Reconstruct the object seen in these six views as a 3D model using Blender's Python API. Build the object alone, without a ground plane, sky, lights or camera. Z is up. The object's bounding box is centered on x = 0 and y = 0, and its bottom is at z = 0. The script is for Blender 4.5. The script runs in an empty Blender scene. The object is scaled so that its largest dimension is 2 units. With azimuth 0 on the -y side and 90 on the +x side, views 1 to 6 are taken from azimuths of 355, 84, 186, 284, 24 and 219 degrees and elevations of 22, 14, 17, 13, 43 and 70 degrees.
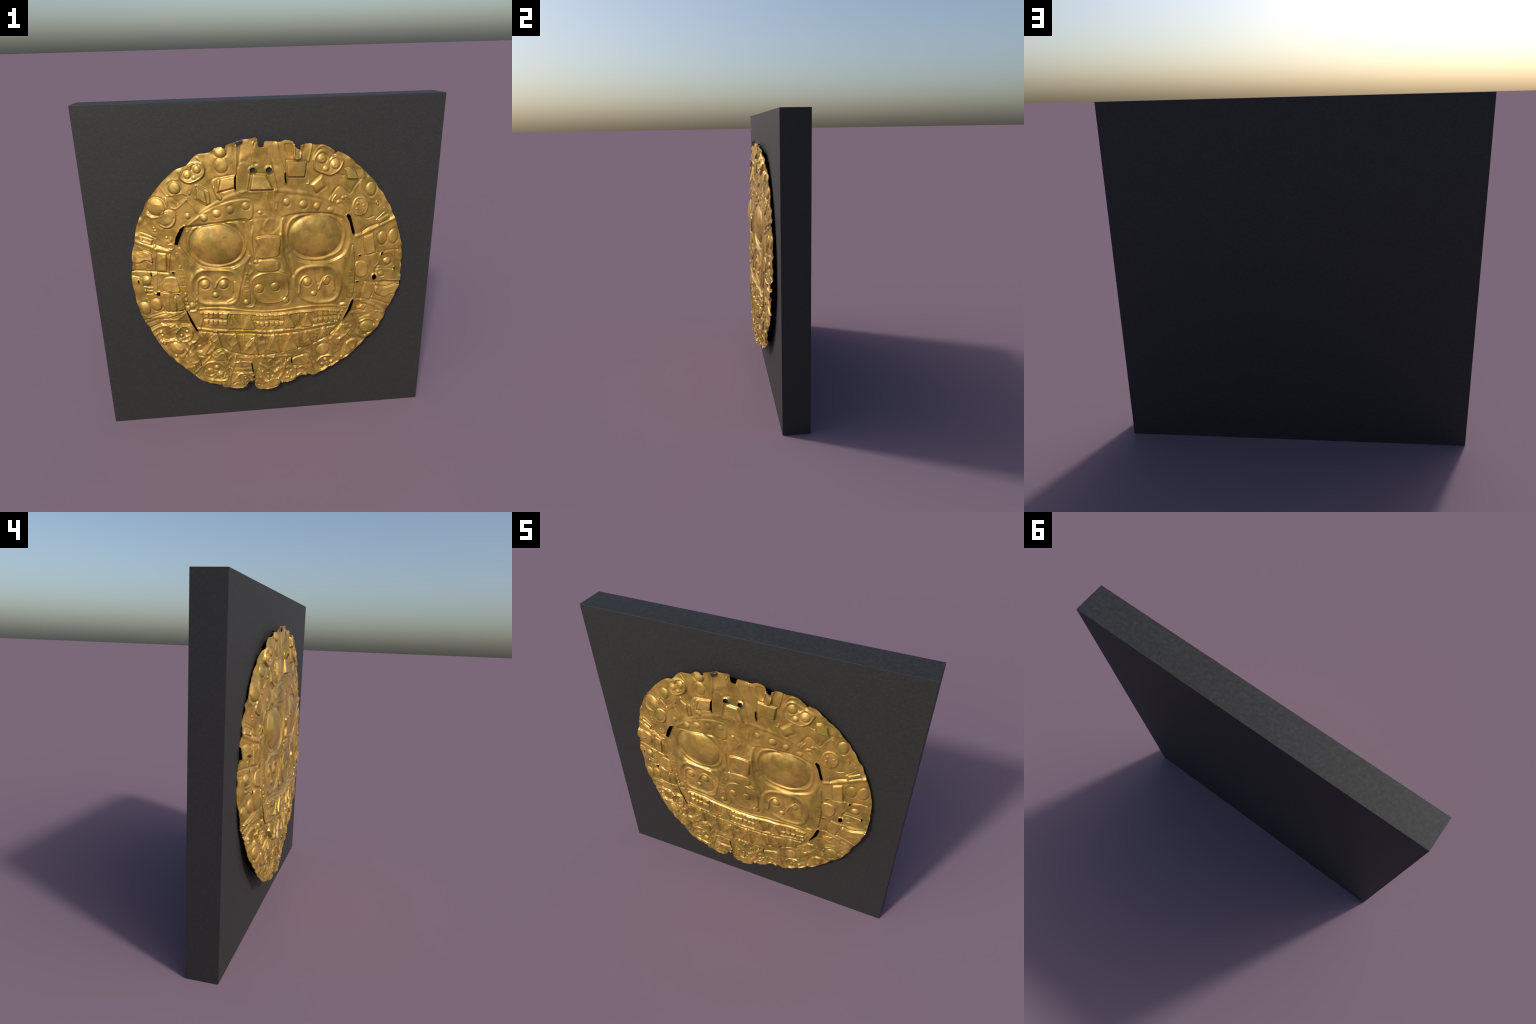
"""Gold repousse sun mask hung in front of a square charcoal display board.

The mask is one sheet of beaten gold.  Its outline, its piercings and every
raised or sunken motif are described in millimetres from the disc centre
(x to the right, z up); the sheet is then meshed, curved, given thickness and
separated into its parts (rim, face, eyes, nose, mouth, fangs, small faces...).
"""
import bpy, math
import numpy as np

CENTRE_X, CENTRE_Z = 0.019, 0.986      # disc centre on the board, metres
STEP = 2.6                             # mesh pitch of the sheet, mm
THICK = 0.004                          # sheet thickness, metres

# ------------------------------------------------------------------ toolbox
HOLES, RELIEF, REGIONS = [], [], []


def curve(points, closed, per=6):
    """Catmull-Rom curve through control points."""
    p = np.array(points, float)
    n = len(p)
    if n < 3:
        return p
    out = []
    for i in range(n if closed else n - 1):
        if closed:
            a, b, c, d = p[(i - 1) % n], p[i], p[(i + 1) % n], p[(i + 2) % n]
        else:
            a, b, c, d = p[max(i - 1, 0)], p[i], p[i + 1], p[min(i + 2, n - 1)]
        for k in range(per):
            t = k / per
            out.append(0.5 * (2 * b + (c - a) * t + (2 * a - 5 * b + 4 * c - d) * t * t
                              + (3 * b - a - 3 * c + d) * t ** 3))
    if not closed:
        out.append(p[-1])
    return np.array(out)


def dist_path(x, z, p, closed):
    """Distance to a polyline."""
    best = np.full(x.shape, 1e18)
    n = len(p)
    for i in range(n if closed else n - 1):
        a, b = p[i], p[(i + 1) % n]
        d = b - a
        l2 = max(d @ d, 1e-9)
        t = np.clip(((x - a[0]) * d[0] + (z - a[1]) * d[1]) / l2, 0, 1)
        best = np.minimum(best, (x - a[0] - t * d[0]) ** 2 + (z - a[1] - t * d[1]) ** 2)
    return np.sqrt(best)


def inside(x, z, p):
    r = np.zeros(x.shape, bool)
    n = len(p)
    for i in range(n):
        a, b = p[i], p[(i + 1) % n]
        if a[1] == b[1]:
            continue
        c = (a[1] > z) != (b[1] > z)
        r ^= c & (x < (b[0] - a[0]) * (z - a[1]) / (b[1] - a[1]) + a[0])
    return r


def signed(x, z, p):
    """Signed distance to a polygon, negative inside."""
    d = dist_path(x, z, p, True)
    return np.where(inside(x, z, p), -d, d)


def box_of(p, m):
    return p[:, 0].min() - m, p[:, 0].max() + m, p[:, 1].min() - m, p[:, 1].max() + m


def smooth01(t):
    t = np.clip(t, 0, 1)
    return t * t * (3 - 2 * t)


# motifs: each adds a (box, height function) to RELIEF, heights in mm
def bump(cx, cz, rx, rz, angle, h, flat=2.0, part=None):
    a = math.radians(angle)
    lean_by = 0.0 if part == "eye" else 0.4
    ca, sa = math.cos(a), math.sin(a)

    def d_of(x, z):
        u = ((x - cx) * ca + (z - cz) * sa) / rx
        v = (-(x - cx) * sa + (z - cz) * ca) / rz
        return np.sqrt(u * u + v * v)

    def f(x, z):
        d = np.clip(d_of(x, z), 0, 1.12)
        if h < 0:
            return h * (1 - smooth01(d / 1.12))
        core = np.clip(1 - np.minimum(d, 1) ** flat, 0, 1) ** (0.68 if part == "eye" else 0.95 if max(rx, rz) < 30 else 0.7)
        moat = np.exp(-((d_of(x, z) - 1.06) * min(rx, rz) / 5.0) ** 2)     # chased line round the foot
        lean = 1 - lean_by * np.clip((z - cz) / max(rx, rz), -1, 1)             # fuller below, shaped to draw a dark shadow crescent there
        return h * core * lean - min(2.5, 0.25 * h) * moat
    r = max(rx, rz) * 1.05 + 12
    b = (cx - r, cx + r, cz - r, cz + r)
    RELIEF.append((b, f))
    if part:
        REGIONS.append((part, b, lambda x, z: d_of(x, z) < 1.05))


def ridge(points, width, h, closed=False):
    p = curve(points, closed, 5)
    w = max(width, 6) * 0.7
    RELIEF.append((box_of(p, w * 1.1), lambda x, z: 0.72 * h * np.cos(
        np.clip(dist_path(x, z, p, closed) / w, 0, 1) * math.pi / 2) ** 1.6))


def plateau(points, h, soft, smooth=True, dome=0, part=None):
    p = curve(points, True, 5) if smooth else np.array(points, float)

    mid, half = (p[:, 1].max() + p[:, 1].min()) / 2, max(1, np.ptp(p[:, 1]) / 2)

    def f(x, z):
        s = signed(x, z, p)
        lean = 1 - 0.35 * np.clip((z - mid) / half, -1, 1)  # steeper lower edge, sculpted for the shade line under each block
        moat = np.exp(-((s - 0.6 * soft) / 4.0) ** 2) if h > 0 else 0      # chased line round the foot
        return 1.05 * h * lean * smooth01(0.5 - s / (0.75 * soft)) - min(2.5, 0.25 * h) * moat + dome * np.clip(-s / (3 * soft), 0, 1)
    RELIEF.append((box_of(p, soft * 1.5 + 8), f))
    if part:
        REGIONS.append((part, box_of(p, 2), lambda x, z: signed(x, z, p) < 1))


def small_face(points, eyes, eye_size, nose, nose_size, frame, height, eye_height, nose_height):
    """Little owl-like face: framed field, two boss eyes with pupils, a beak."""
    p = curve(points, True, 5)
    edge = max(5, frame * 0.5)
    mid, half = (p[:, 1].max() + p[:, 1].min()) / 2, np.ptp(p[:, 1]) / 2
    if height > 0:
        RELIEF.append((box_of(p, 12), lambda x, z: height * (1.25 - 0.5 * np.clip((z - mid) / half, -1, 1)) * smooth01(0.5 - signed(x, z, p) / (1.0 * edge))))
    else:
        RELIEF.append((box_of(p, 2), lambda x, z: height * smooth01(-signed(x, z, p) / (2 * edge) - 0.4)))
    ridge(points, frame, 9 if height < 0 else 4, closed=True)
    for ex, ez in eyes:
        bump(ex, ez, eye_size, eye_size, 0, eye_height)
        bump(ex, ez - eye_size * 0.25, eye_size * 0.3, eye_size * 0.3, 0, -eye_height * 0.35)
    if nose:
        bump(nose[0], nose[1], nose_size, nose_size * 0.9, 0, nose_height)
    REGIONS.append(("small_face", box_of(p, 4), lambda x, z: signed(x, z, p) < 3))


def hole(points):
    HOLES.append(np.array(points, float))


def round_hole(cx, cz, rx, rz):
    HOLES.append(np.array([(cx + rx * math.cos(t), cz + rz * math.sin(t))
                           for t in np.linspace(0, 2 * math.pi, 20, endpoint=False)]))
    RELIEF.append(((cx - 2 * rx, cx + 2 * rx, cz - 2 * rz, cz + 2 * rz), lambda x, z: 3 * np.exp(
        -((np.hypot((x - cx) / rx, (z - cz) / rz) - 1.12) / 0.2) ** 2)))


def slit(points, width):
    if len(points) == 2:
        (a, b), (c, e) = points
        points = [(a, b), ((a + c) / 2, (b + e) / 2), (c, e)]
    p = curve(points, False, 4)
    d = np.gradient(p, axis=0)
    d /= np.linalg.norm(d, axis=1)[:, None]
    n = np.stack([-d[:, 1], d[:, 0]], 1)
    t = np.linspace(-1, 1, len(p))
    w = (width / 2 * np.sqrt(np.clip(1.08 - np.abs(t) ** 4, 0, 1)))[:, None]
    e = d[[0, -1]] * width * 0.25
    HOLES.append(np.vstack([p + n * w, p[-1:] + e[1:], (p - n * w)[::-1], p[:1] - e[:1]]))


# ------------------------------------------------------------------ the mask
OUTLINE = [
    (-67, 805), (-59, 791), (-56, 763), (-46, 754), (-26, 754), (-22, 777), (-10, 783), (27, 780), (65, 776), (94, 784),
    (135, 774), (147, 745), (173, 731), (175, 749), (189, 758), (215, 760), (236, 759), (254, 751), (291, 751), (315, 746),
    (346, 728), (367, 712), (364, 695), (386, 709), (426, 691), (453, 672), (477, 653), (493, 634), (519, 617), (545, 591),
    (568, 568), (609, 526), (633, 484), (657, 461), (675, 425), (703, 385), (715, 352), (719, 343), (737, 307), (757, 253),
    (785, 154), (788, 127), (793, 58), (789, 38), (794, 10), (791, -43), (788, -96), (776, -138), (770, -164), (744, -230),
    (714, -291), (704, -332), (688, -354), (652, -411), (598, -458), (578, -489), (528, -552), (507, -574), (452, -611), (387, -648),
    (313, -688), (266, -707), (226, -695), (220, -696), (164, -704), (138, -723), (95, -736), (60, -727), (37, -699), (50, -721),
    (43, -750), (13, -766), (-52, -772), (-90, -765), (-110, -738), (-112, -704), (-103, -685), (-122, -698), (-160, -716), (-166, -741),
    (-220, -744), (-279, -735), (-314, -725), (-318, -690), (-324, -714), (-330, -714), (-424, -682), (-472, -646), (-514, -606), (-568, -552),
    (-617, -500), (-651, -462), (-679, -415), (-713, -347), (-729, -306), (-759, -257), (-778, -191), (-792, -135), (-799, -66), (-805, -32),
    (-804, 30), (-797, 80), (-787, 117), (-789, 147), (-780, 196), (-764, 241), (-752, 309), (-729, 371), (-704, 417), (-698, 424),
    (-677, 470), (-644, 511), (-591, 570), (-555, 605), (-502, 646), (-446, 666), (-417, 697), (-396, 716), (-369, 728), (-320, 732),
    (-287, 754), (-261, 761), (-250, 760), (-231, 750), (-227, 767), (-200, 778), (-168, 787), (-139, 796), (-105, 798),
]

def pierced_openings():

    # two hanging holes in the brow panel
    round_hole(-89, 633, 16, 16)
    round_hole(0, 631, 17, 16)

    # slits beside the brow panel
    slit([(-182, 610), (-186, 569), (-186, 527)], 10.1)
    slit([(89, 613), (90, 582), (94, 549)], 9.4)

    # long slots between face and rim
    hole([(-478, 338), (-473, 334), (-496, 284), (-522, 224), (-541, 229), (-529, 272), (-501, 322)])
    hole([(450, 357), (467, 342), (492, 253), (496, 236), (490, 225), (478, 238), (462, 301), (441, 344)])
    hole([(-505, -180), (-493, -195), (-473, -245), (-441, -319), (-445, -330), (-457, -313), (-482, -263), (-498, -209)])
    hole([(495, -184), (507, -194), (490, -258), (458, -310), (439, -327), (445, -307), (468, -256), (485, -199)])

    # small piercings of the side panels
    slit([(-567, 61), (-552, 56)], 11.3)
    slit([(-690, 56), (-686, 35)], 7.9)
    slit([(-767, 8), (-766, -14)], 8.8)
    hole([(-672, -76), (-660, -62), (-646, -62), (-649, -89), (-665, -86)])
    slit([(-553, -77), (-536, -79)], 9.4)
    slit([(522, 94), (541, 96)], 10.1)
    slit([(669, 104), (665, 84)], 11.3)
    slit([(749, 4), (748, -17)], 9.4)
    round_hole(625, -51, 14, 19)
    slit([(512, -72), (531, -71)], 9.4)
    slit([(432, -264), (442, -263)], 7.8)
    slit([(422, -284), (430, -281)], 9.3)

    # cracks at the chin
    slit([(-129, -565), (-125, -604), (-119, -641)], 8.5)
    round_hole(-117, -670, 6, 11)
    slit([(124, -551), (122, -601)], 7.8)

def eyes():

    # large almond eyes inside a rolled rim
    bump(-303, 222, 146, 121, -9, 32, part="eye")
    bump(263, 234, 152, 125, -8, 30, part="eye")
    ridge([(-461, 229), (-443, 289), (-402, 328), (-325, 348), (-235, 349), (-179, 326), (-146, 263), (-143, 201), (-166, 140), (-221, 103), (-307, 88), (-384, 106), (-434, 146), (-457, 188)], 17, 6, closed=True)
    ridge([(97, 247), (107, 315), (140, 353), (206, 366), (299, 359), (374, 333), (426, 277), (432, 207), (416, 144), (366, 106), (277, 91), (187, 106), (126, 154)], 17, 6, closed=True)

    # shallow socket round each eye
    plateau([(-486, 323), (-402, 341), (-120, 356), (-113, 261), (-140, 138), (-208, 78), (-314, 70), (-418, 96), (-478, 167), (-511, 250)], -8, 21)
    plateau([(81, 357), (232, 376), (394, 350), (450, 289), (460, 190), (428, 107), (332, 69), (208, 80), (126, 125), (87, 220)], -8, 21)

def brow():

    # arched face border above the brows
    ridge([(-506, 304), (-452, 349), (-346, 425), (-261, 474), (-184, 503), (-89, 518), (25, 518), (140, 501), (245, 478), (345, 438), (406, 401), (462, 356)], 24, 3.5)

    # brow fields with their row of beads
    plateau([(-466, 327), (-398, 387), (-294, 443), (-192, 471), (-103, 467), (-93, 408), (-117, 359), (-248, 356), (-376, 338)], 3, 11)
    plateau([(62, 372), (76, 463), (179, 470), (298, 442), (393, 388), (428, 345), (326, 366), (193, 379)], 1.5, 21)
    bump(-365, 380, 22, 22, -2, 6.6, part="bead")
    bump(-294, 401, 24, 22, -2, 5.9, part="bead")
    bump(-219, 419, 21, 24, -3, 4.5, part="bead")
    bump(-132, 438, 22, 21, -3, 4.5, part="bead")
    bump(96, 446, 20, 22, -4, 5.9, part="bead")
    bump(191, 427, 24, 24, -4, 6.6, part="bead")
    bump(269, 409, 20, 23, -4, 5.9, part="bead")
    bump(348, 385, 21, 19, -4, 5.2, part="bead")
    bump(-453, 392, 16, 18, -1, 5.2, part="bead")

    # groove under the brow
    ridge([(-469, 327), (-377, 334), (-248, 349), (-152, 362), (-110, 358)], 13, -7)
    ridge([(72, 360), (127, 374), (232, 373), (353, 358), (411, 326)], 13, -4)
    ridge([(-11, 501), (-15, 468), (-7, 443), (2, 414)], 13, 4)
    ridge([(25, 502), (27, 468), (42, 446), (38, 412)], 13, 4)

def nose():

    # upright strips either side of the nose
    ridge([(-121, 353), (-113, 304), (-114, 214), (-99, 160), (-88, 117)], 30, 9)
    ridge([(-145, 343), (-132, 279), (-135, 209), (-152, 151)], 16, 5)
    ridge([(62, 260), (63, 169), (78, 101), (113, 13)], 25, 8)
    ridge([(83, 358), (71, 311), (58, 261)], 19, 5)
    ridge([(104, 139), (116, 81), (126, 11)], 22, -6)
    ridge([(-99, 255), (-95, 180), (-88, 117)], 7, -7)

    # nose bridge: dented lozenge and raised square panel
    plateau([(-75, 253), (45, 250), (47, 170), (35, 138), (-72, 135), (-64, 197)], 16, 10)
    plateau([(-72, 112), (40, 107), (37, 50), (-74, 52)], 5, 13)
    plateau([(-93, 394), (-16, 410), (62, 385), (48, 305), (-25, 269), (-82, 327)], -2, 21)
    ridge([(-26, 380), (-8, 360), (-30, 324), (-22, 298)], 19, 2.5)
    ridge([(-54, 338), (-40, 312), (-28, 298)], 16, 2)
    bump(-53, 397, 14, 11, -3, 5)

    # small bump and ornaments along the nostril sides
    bump(-88, 107, 16, 13, -4, 7)
    ridge([(-117, 95), (-102, 60), (-122, 31)], 19, 7)
    ridge([(37, 90), (43, 49), (72, 33)], 14, 5)
    ridge([(-121, 142), (-158, 71), (-174, -16), (-202, -105)], 19, 5)

    # the whole nose column stands forward
    plateau([(-114, 342), (48, 346), (73, 221), (92, 78), (106, -40), (96, -145), (56, -172), (-82, -160), (-118, -111), (-120, 7), (-101, 121), (-113, 234)], 2, 21)

    # bell shaped pendants left and right of the muzzle
    ridge([(-141, 38), (-162, -33), (-175, -107), (-166, -160), (-140, -179), (-107, -173), (-90, -121)], 12, 5)
    plateau([(-151, 10), (-128, 8), (-124, -111), (-128, -156), (-166, -153), (-167, -100)], 4, 7)
    bump(-148, -145, 18, 20, -5, 9)
    bump(86, -148, 24, 23, -5, 10)
    ridge([(61, -126), (56, -172), (73, -193)], 11, 4)
    ridge([(-150, -12), (-132, -14)], 8, 3)
    ridge([(-151, -42), (-133, -43)], 8, 3)
    ridge([(-152, -71), (-134, -73)], 8, 3)

def small_faces():

    # muzzle face in the middle of the face
    small_face([(-117, -52), (-104, 6), (-50, 34), (38, 36), (85, 6), (101, -55), (96, -114), (57, -149), (-13, -159), (-81, -138)],
               eyes=[(-72, -60), (23, -54)], eye_size=27, nose=None, nose_size=13, frame=11, height=5, eye_height=12, nose_height=6)

    # cheek faces, each in a raised frame
    small_face([(-461, -3), (-420, 56), (-354, 72), (-242, 62), (-195, 13), (-190, -76), (-217, -141), (-299, -151), (-406, -138), (-453, -76)],
               eyes=[(-383, -23), (-277, -26)], eye_size=28, nose=(-326, -92), nose_size=21, frame=23, height=-4, eye_height=11, nose_height=9)
    small_face([(133, -43), (160, 29), (236, 51), (354, 38), (407, -23), (416, -114), (378, -179), (281, -185), (203, -155), (154, -105)],
               eyes=[(216, -44), (331, -50)], eye_size=27, nose=(256, -125), nose_size=20, frame=23, height=-4, eye_height=11, nose_height=9)
    ridge([(-429, -77), (-424, -4), (-383, 23), (-345, -8), (-327, -45), (-312, -16), (-275, 18), (-232, -7), (-225, -73)], 13, 8)
    ridge([(-212, -15), (-212, -104), (-258, -137)], 12, 5)
    ridge([(168, -106), (175, -39), (209, -8), (251, -38), (280, -101), (307, -51), (341, -20), (374, -50), (382, -111)], 13, 8)
    ridge([(264, 20), (272, -25), (279, -56)], 19, -5)

    # rim faces
    small_face([(-482, 608), (-464, 646), (-419, 674), (-367, 679), (-348, 647), (-352, 618), (-381, 592), (-432, 574), (-466, 586)],
               eyes=[(-387, 648), (-441, 621)], eye_size=22, nose=(-405, 605), nose_size=13, frame=11, height=8, eye_height=7, nose_height=4)
    ridge([(-417, 645), (-411, 665), (-393, 676), (-373, 673)], 9, -5)
    small_face([(251, 673), (270, 708), (300, 718), (343, 696), (411, 666), (415, 645), (393, 608), (347, 584), (301, 595), (253, 621)],
               eyes=[(296, 676), (370, 642)], eye_size=27, nose=(317, 622), nose_size=19, frame=12, height=7, eye_height=8, nose_height=6)
    ridge([(315, 695), (334, 671), (346, 682)], 13, -6)
    ridge([(245, 670), (257, 710), (282, 738), (315, 743), (346, 725)], 14, 4)
    small_face([(478, 394), (493, 433), (524, 443), (561, 422), (568, 390), (554, 353), (518, 340), (489, 355)],
               eyes=[(508, 410), (544, 398)], eye_size=10, nose=(502, 381), nose_size=9, frame=9, height=3, eye_height=3, nose_height=3)
    small_face([(-578, -343), (-557, -311), (-527, -290), (-493, -303), (-478, -336), (-490, -375), (-519, -394), (-555, -388)],
               eyes=[(-510, -328), (-544, -355)], eye_size=12, nose=None, nose_size=8, frame=12, height=-2, eye_height=7, nose_height=6)
    ridge([(-538, -374), (-509, -360), (-486, -349)], 12, 6)
    small_face([(-435, -627), (-430, -584), (-400, -551), (-358, -544), (-314, -563), (-283, -606), (-273, -646), (-291, -679), (-341, -681), (-403, -668)],
               eyes=[(-385, -612), (-324, -638)], eye_size=24, nose=(-342, -588), nose_size=19, frame=12, height=-2, eye_height=9, nose_height=8)
    ridge([(-414, -613), (-405, -638), (-385, -647), (-359, -633), (-350, -621), (-346, -651), (-324, -667), (-302, -659), (-293, -635)], 10, 7)
    small_face([(286, -620), (311, -582), (363, -570), (407, -591), (430, -623), (391, -643), (352, -663), (313, -681), (293, -661)],
               eyes=[(382, -622), (323, -640)], eye_size=16, nose=(341, -603), nose_size=15, frame=10, height=-2, eye_height=7, nose_height=7)
    ridge([(351, -626), (359, -654)], 11, 5)

def mouth():

    # lips: two rolled bars with a groove between them, closing at the corners
    ridge([(-425, -175), (-327, -175), (-219, -188), (-124, -205), (0, -216), (126, -209), (239, -204), (368, -214), (414, -228)], 12, 6)
    ridge([(-409, -186), (-274, -197), (-138, -213), (0, -228), (140, -226), (253, -224), (382, -231)], 9, -6)
    ridge([(-417, -201), (-275, -210), (-179, -219), (-56, -235), (70, -241), (197, -238), (340, -242), (412, -256)], 15, 9)
    ridge([(-438, -305), (-335, -323), (-225, -331), (-128, -339), (-30, -354), (83, -352), (212, -347), (327, -339), (407, -328)], 17, 9)
    ridge([(-439, -324), (-281, -349), (-129, -361), (-2, -376), (140, -374), (270, -365), (386, -354)], 11, -6)
    ridge([(412, -253), (425, -286), (407, -328)], 13, 6)
    ridge([(-417, -201), (-413, -244), (-431, -306)], 12, 6)
    ridge([(-435, -170), (-446, -129), (-431, -107)], 13, 5)

    # square teeth: two rows of cells either side of the fangs
    plateau([(-398, -202), (-375, -203), (-375, -232), (-400, -231)], 7.1, 4, smooth=False, part="tooth")
    plateau([(-402, -252), (-379, -252), (-379, -274), (-403, -276)], 5.4, 4, smooth=False, part="tooth")
    plateau([(-368, -205), (-346, -206), (-349, -240), (-370, -239)], 4.6, 4, smooth=False, part="tooth")
    plateau([(-369, -256), (-349, -255), (-348, -283), (-371, -285)], 5.6, 4, smooth=False, part="tooth")
    plateau([(-341, -206), (-314, -208), (-319, -237), (-343, -236)], 5.2, 4, smooth=False, part="tooth")
    plateau([(-344, -257), (-320, -257), (-322, -285), (-346, -287)], 4.3, 4, smooth=False, part="tooth")
    plateau([(-313, -209), (-286, -211), (-287, -244), (-315, -242)], 5.7, 4, smooth=False, part="tooth")
    plateau([(-316, -260), (-287, -261), (-292, -286), (-317, -288)], 4.3, 4, smooth=False, part="tooth")
    plateau([(-286, -211), (-259, -213), (-266, -245), (-287, -243)], 7.1, 4, smooth=False, part="tooth")
    plateau([(-289, -262), (-266, -262), (-268, -290), (-291, -292)], 4.8, 4, smooth=False, part="tooth")
    plateau([(-93, -231), (-71, -233), (-67, -266), (-94, -263)], 7.4, 4, smooth=False, part="tooth")
    plateau([(-92, -282), (-71, -282), (-72, -306), (-93, -308)], 5.0, 4, smooth=False, part="tooth")
    plateau([(-68, -234), (-39, -237), (-41, -269), (-69, -266)], 7.1, 4, smooth=False, part="tooth")
    plateau([(-69, -286), (-41, -287), (-47, -310), (-70, -311)], 6.7, 4, smooth=False, part="tooth")
    plateau([(-42, -235), (-17, -237), (-14, -271), (-43, -269)], 5.8, 4, smooth=False, part="tooth")
    plateau([(-42, -287), (-15, -288), (-20, -314), (-42, -315)], 6.0, 4, smooth=False, part="tooth")
    plateau([(-14, -238), (16, -240), (13, -273), (-15, -270)], 4.2, 4, smooth=False, part="tooth")
    plateau([(-12, -289), (16, -290), (13, -316), (-12, -317)], 4.3, 4, smooth=False, part="tooth")
    plateau([(15, -239), (44, -242), (43, -271), (15, -268)], 7.3, 4, smooth=False, part="tooth")
    plateau([(20, -291), (44, -292), (42, -317), (20, -318)], 5.6, 4, smooth=False, part="tooth")
    plateau([(42, -240), (69, -242), (71, -274), (41, -271)], 4.6, 4, smooth=False, part="tooth")
    plateau([(47, -292), (71, -293), (68, -320), (47, -321)], 4.5, 4, smooth=False, part="tooth")
    plateau([(252, -243), (280, -246), (283, -282), (253, -279)], 5.8, 4, smooth=False, part="tooth")
    plateau([(258, -296), (283, -297), (277, -320), (259, -321)], 6.6, 4, smooth=False, part="tooth")
    plateau([(284, -243), (313, -246), (314, -278), (285, -275)], 5.7, 4, smooth=False, part="tooth")
    plateau([(289, -296), (314, -297), (313, -323), (290, -324)], 3.9, 4, smooth=False, part="tooth")
    plateau([(322, -244), (350, -247), (349, -278), (323, -276)], 4.3, 4, smooth=False, part="tooth")
    plateau([(323, -296), (350, -297), (344, -324), (324, -325)], 6.8, 4, smooth=False, part="tooth")
    plateau([(351, -243), (383, -247), (377, -280), (351, -277)], 5.4, 4, smooth=False, part="tooth")
    plateau([(358, -296), (385, -297), (382, -325), (358, -326)], 6.1, 4, smooth=False, part="tooth")
    plateau([(378, -245), (409, -248), (407, -280), (379, -277)], 5.1, 4, smooth=False, part="tooth")
    plateau([(383, -297), (404, -298), (410, -326), (384, -326)], 5.8, 4, smooth=False, part="tooth")
    ridge([(-406, -244), (-359, -247), (-291, -254)], 7, -5)
    ridge([(-112, -271), (-43, -277), (41, -282)], 7, -5)
    ridge([(254, -284), (326, -285), (391, -287)], 7, -5)

    # fangs of the upper row
    plateau([(105, -244), (140, -333), (72, -332)], 12, 7, smooth=False, part="fang")
    ridge([(72, -332), (105, -244), (140, -333)], 8, 7)
    plateau([(214, -255), (248, -334), (180, -337)], 12, 7, smooth=False, part="fang")
    ridge([(180, -337), (214, -255), (248, -334)], 8, 7)
    plateau([(-130, -232), (-102, -325), (-180, -322)], 12, 7, smooth=False, part="fang")
    ridge([(-180, -322), (-130, -232), (-102, -325)], 8, 7)
    plateau([(-225, -228), (-186, -318), (-266, -312)], 12, 7, smooth=False, part="fang")
    ridge([(-266, -312), (-225, -228), (-186, -318)], 8, 7)

    # fangs of the lower row
    plateau([(112, -375), (158, -491), (68, -506)], 11, 7, smooth=False, part="fang")
    ridge([(68, -506), (112, -375), (158, -491)], 11, 10)
    plateau([(212, -375), (251, -469), (187, -490)], 11, 7, smooth=False, part="fang")
    ridge([(187, -490), (212, -375), (251, -469)], 11, 10)
    plateau([(12, -377), (51, -508), (-25, -484)], 11, 7, smooth=False, part="fang")
    ridge([(-25, -484), (12, -377), (51, -508)], 11, 10)
    plateau([(-108, -391), (-87, -510), (-185, -488)], 11, 7, smooth=False, part="fang")
    ridge([(-185, -488), (-108, -391), (-87, -510)], 11, 10)
    plateau([(-220, -369), (-192, -486), (-259, -468)], 11, 7, smooth=False, part="fang")
    ridge([(-259, -468), (-220, -369), (-192, -486)], 11, 10)
    plateau([(325, -363), (361, -416), (293, -433)], 11, 7, smooth=False, part="fang")
    ridge([(293, -433), (325, -363), (361, -416)], 11, 10)
    plateau([(-333, -326), (-307, -440), (-380, -379)], 11, 7, smooth=False, part="fang")
    ridge([(-380, -379), (-333, -326), (-307, -440)], 11, 10)

    # short gum bars between the fangs
    ridge([(-249, -232), (-248, -279)], 8, 5)
    ridge([(-177, -234), (-177, -297)], 8, 5)
    ridge([(70, -253), (72, -301)], 8, 5)
    ridge([(166, -253), (169, -310)], 8, 5)
    ridge([(143, -336), (146, -314)], 8, 5)
    ridge([(254, -275), (258, -323)], 8, 5)
    ridge([(-171, -370), (-170, -434)], 8, 5)
    ridge([(-282, -361), (-281, -409)], 8, 5)
    ridge([(-45, -389), (-43, -438)], 8, 5)
    ridge([(55, -388), (57, -453)], 8, 5)
    ridge([(163, -386), (166, -451)], 8, 5)
    ridge([(270, -378), (274, -437)], 8, 5)
    ridge([(350, -367), (354, -400)], 8, 5)

    # chin line where the face meets the rim
    ridge([(-445, -321), (-381, -395), (-287, -458), (-190, -501), (-83, -519), (39, -516), (169, -493), (286, -456), (373, -401), (436, -335)], 13, -7)
    bump(-52, -410, 40, 26, -6, -8)
    bump(422, -204, 26, 16, -6, -6)

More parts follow.
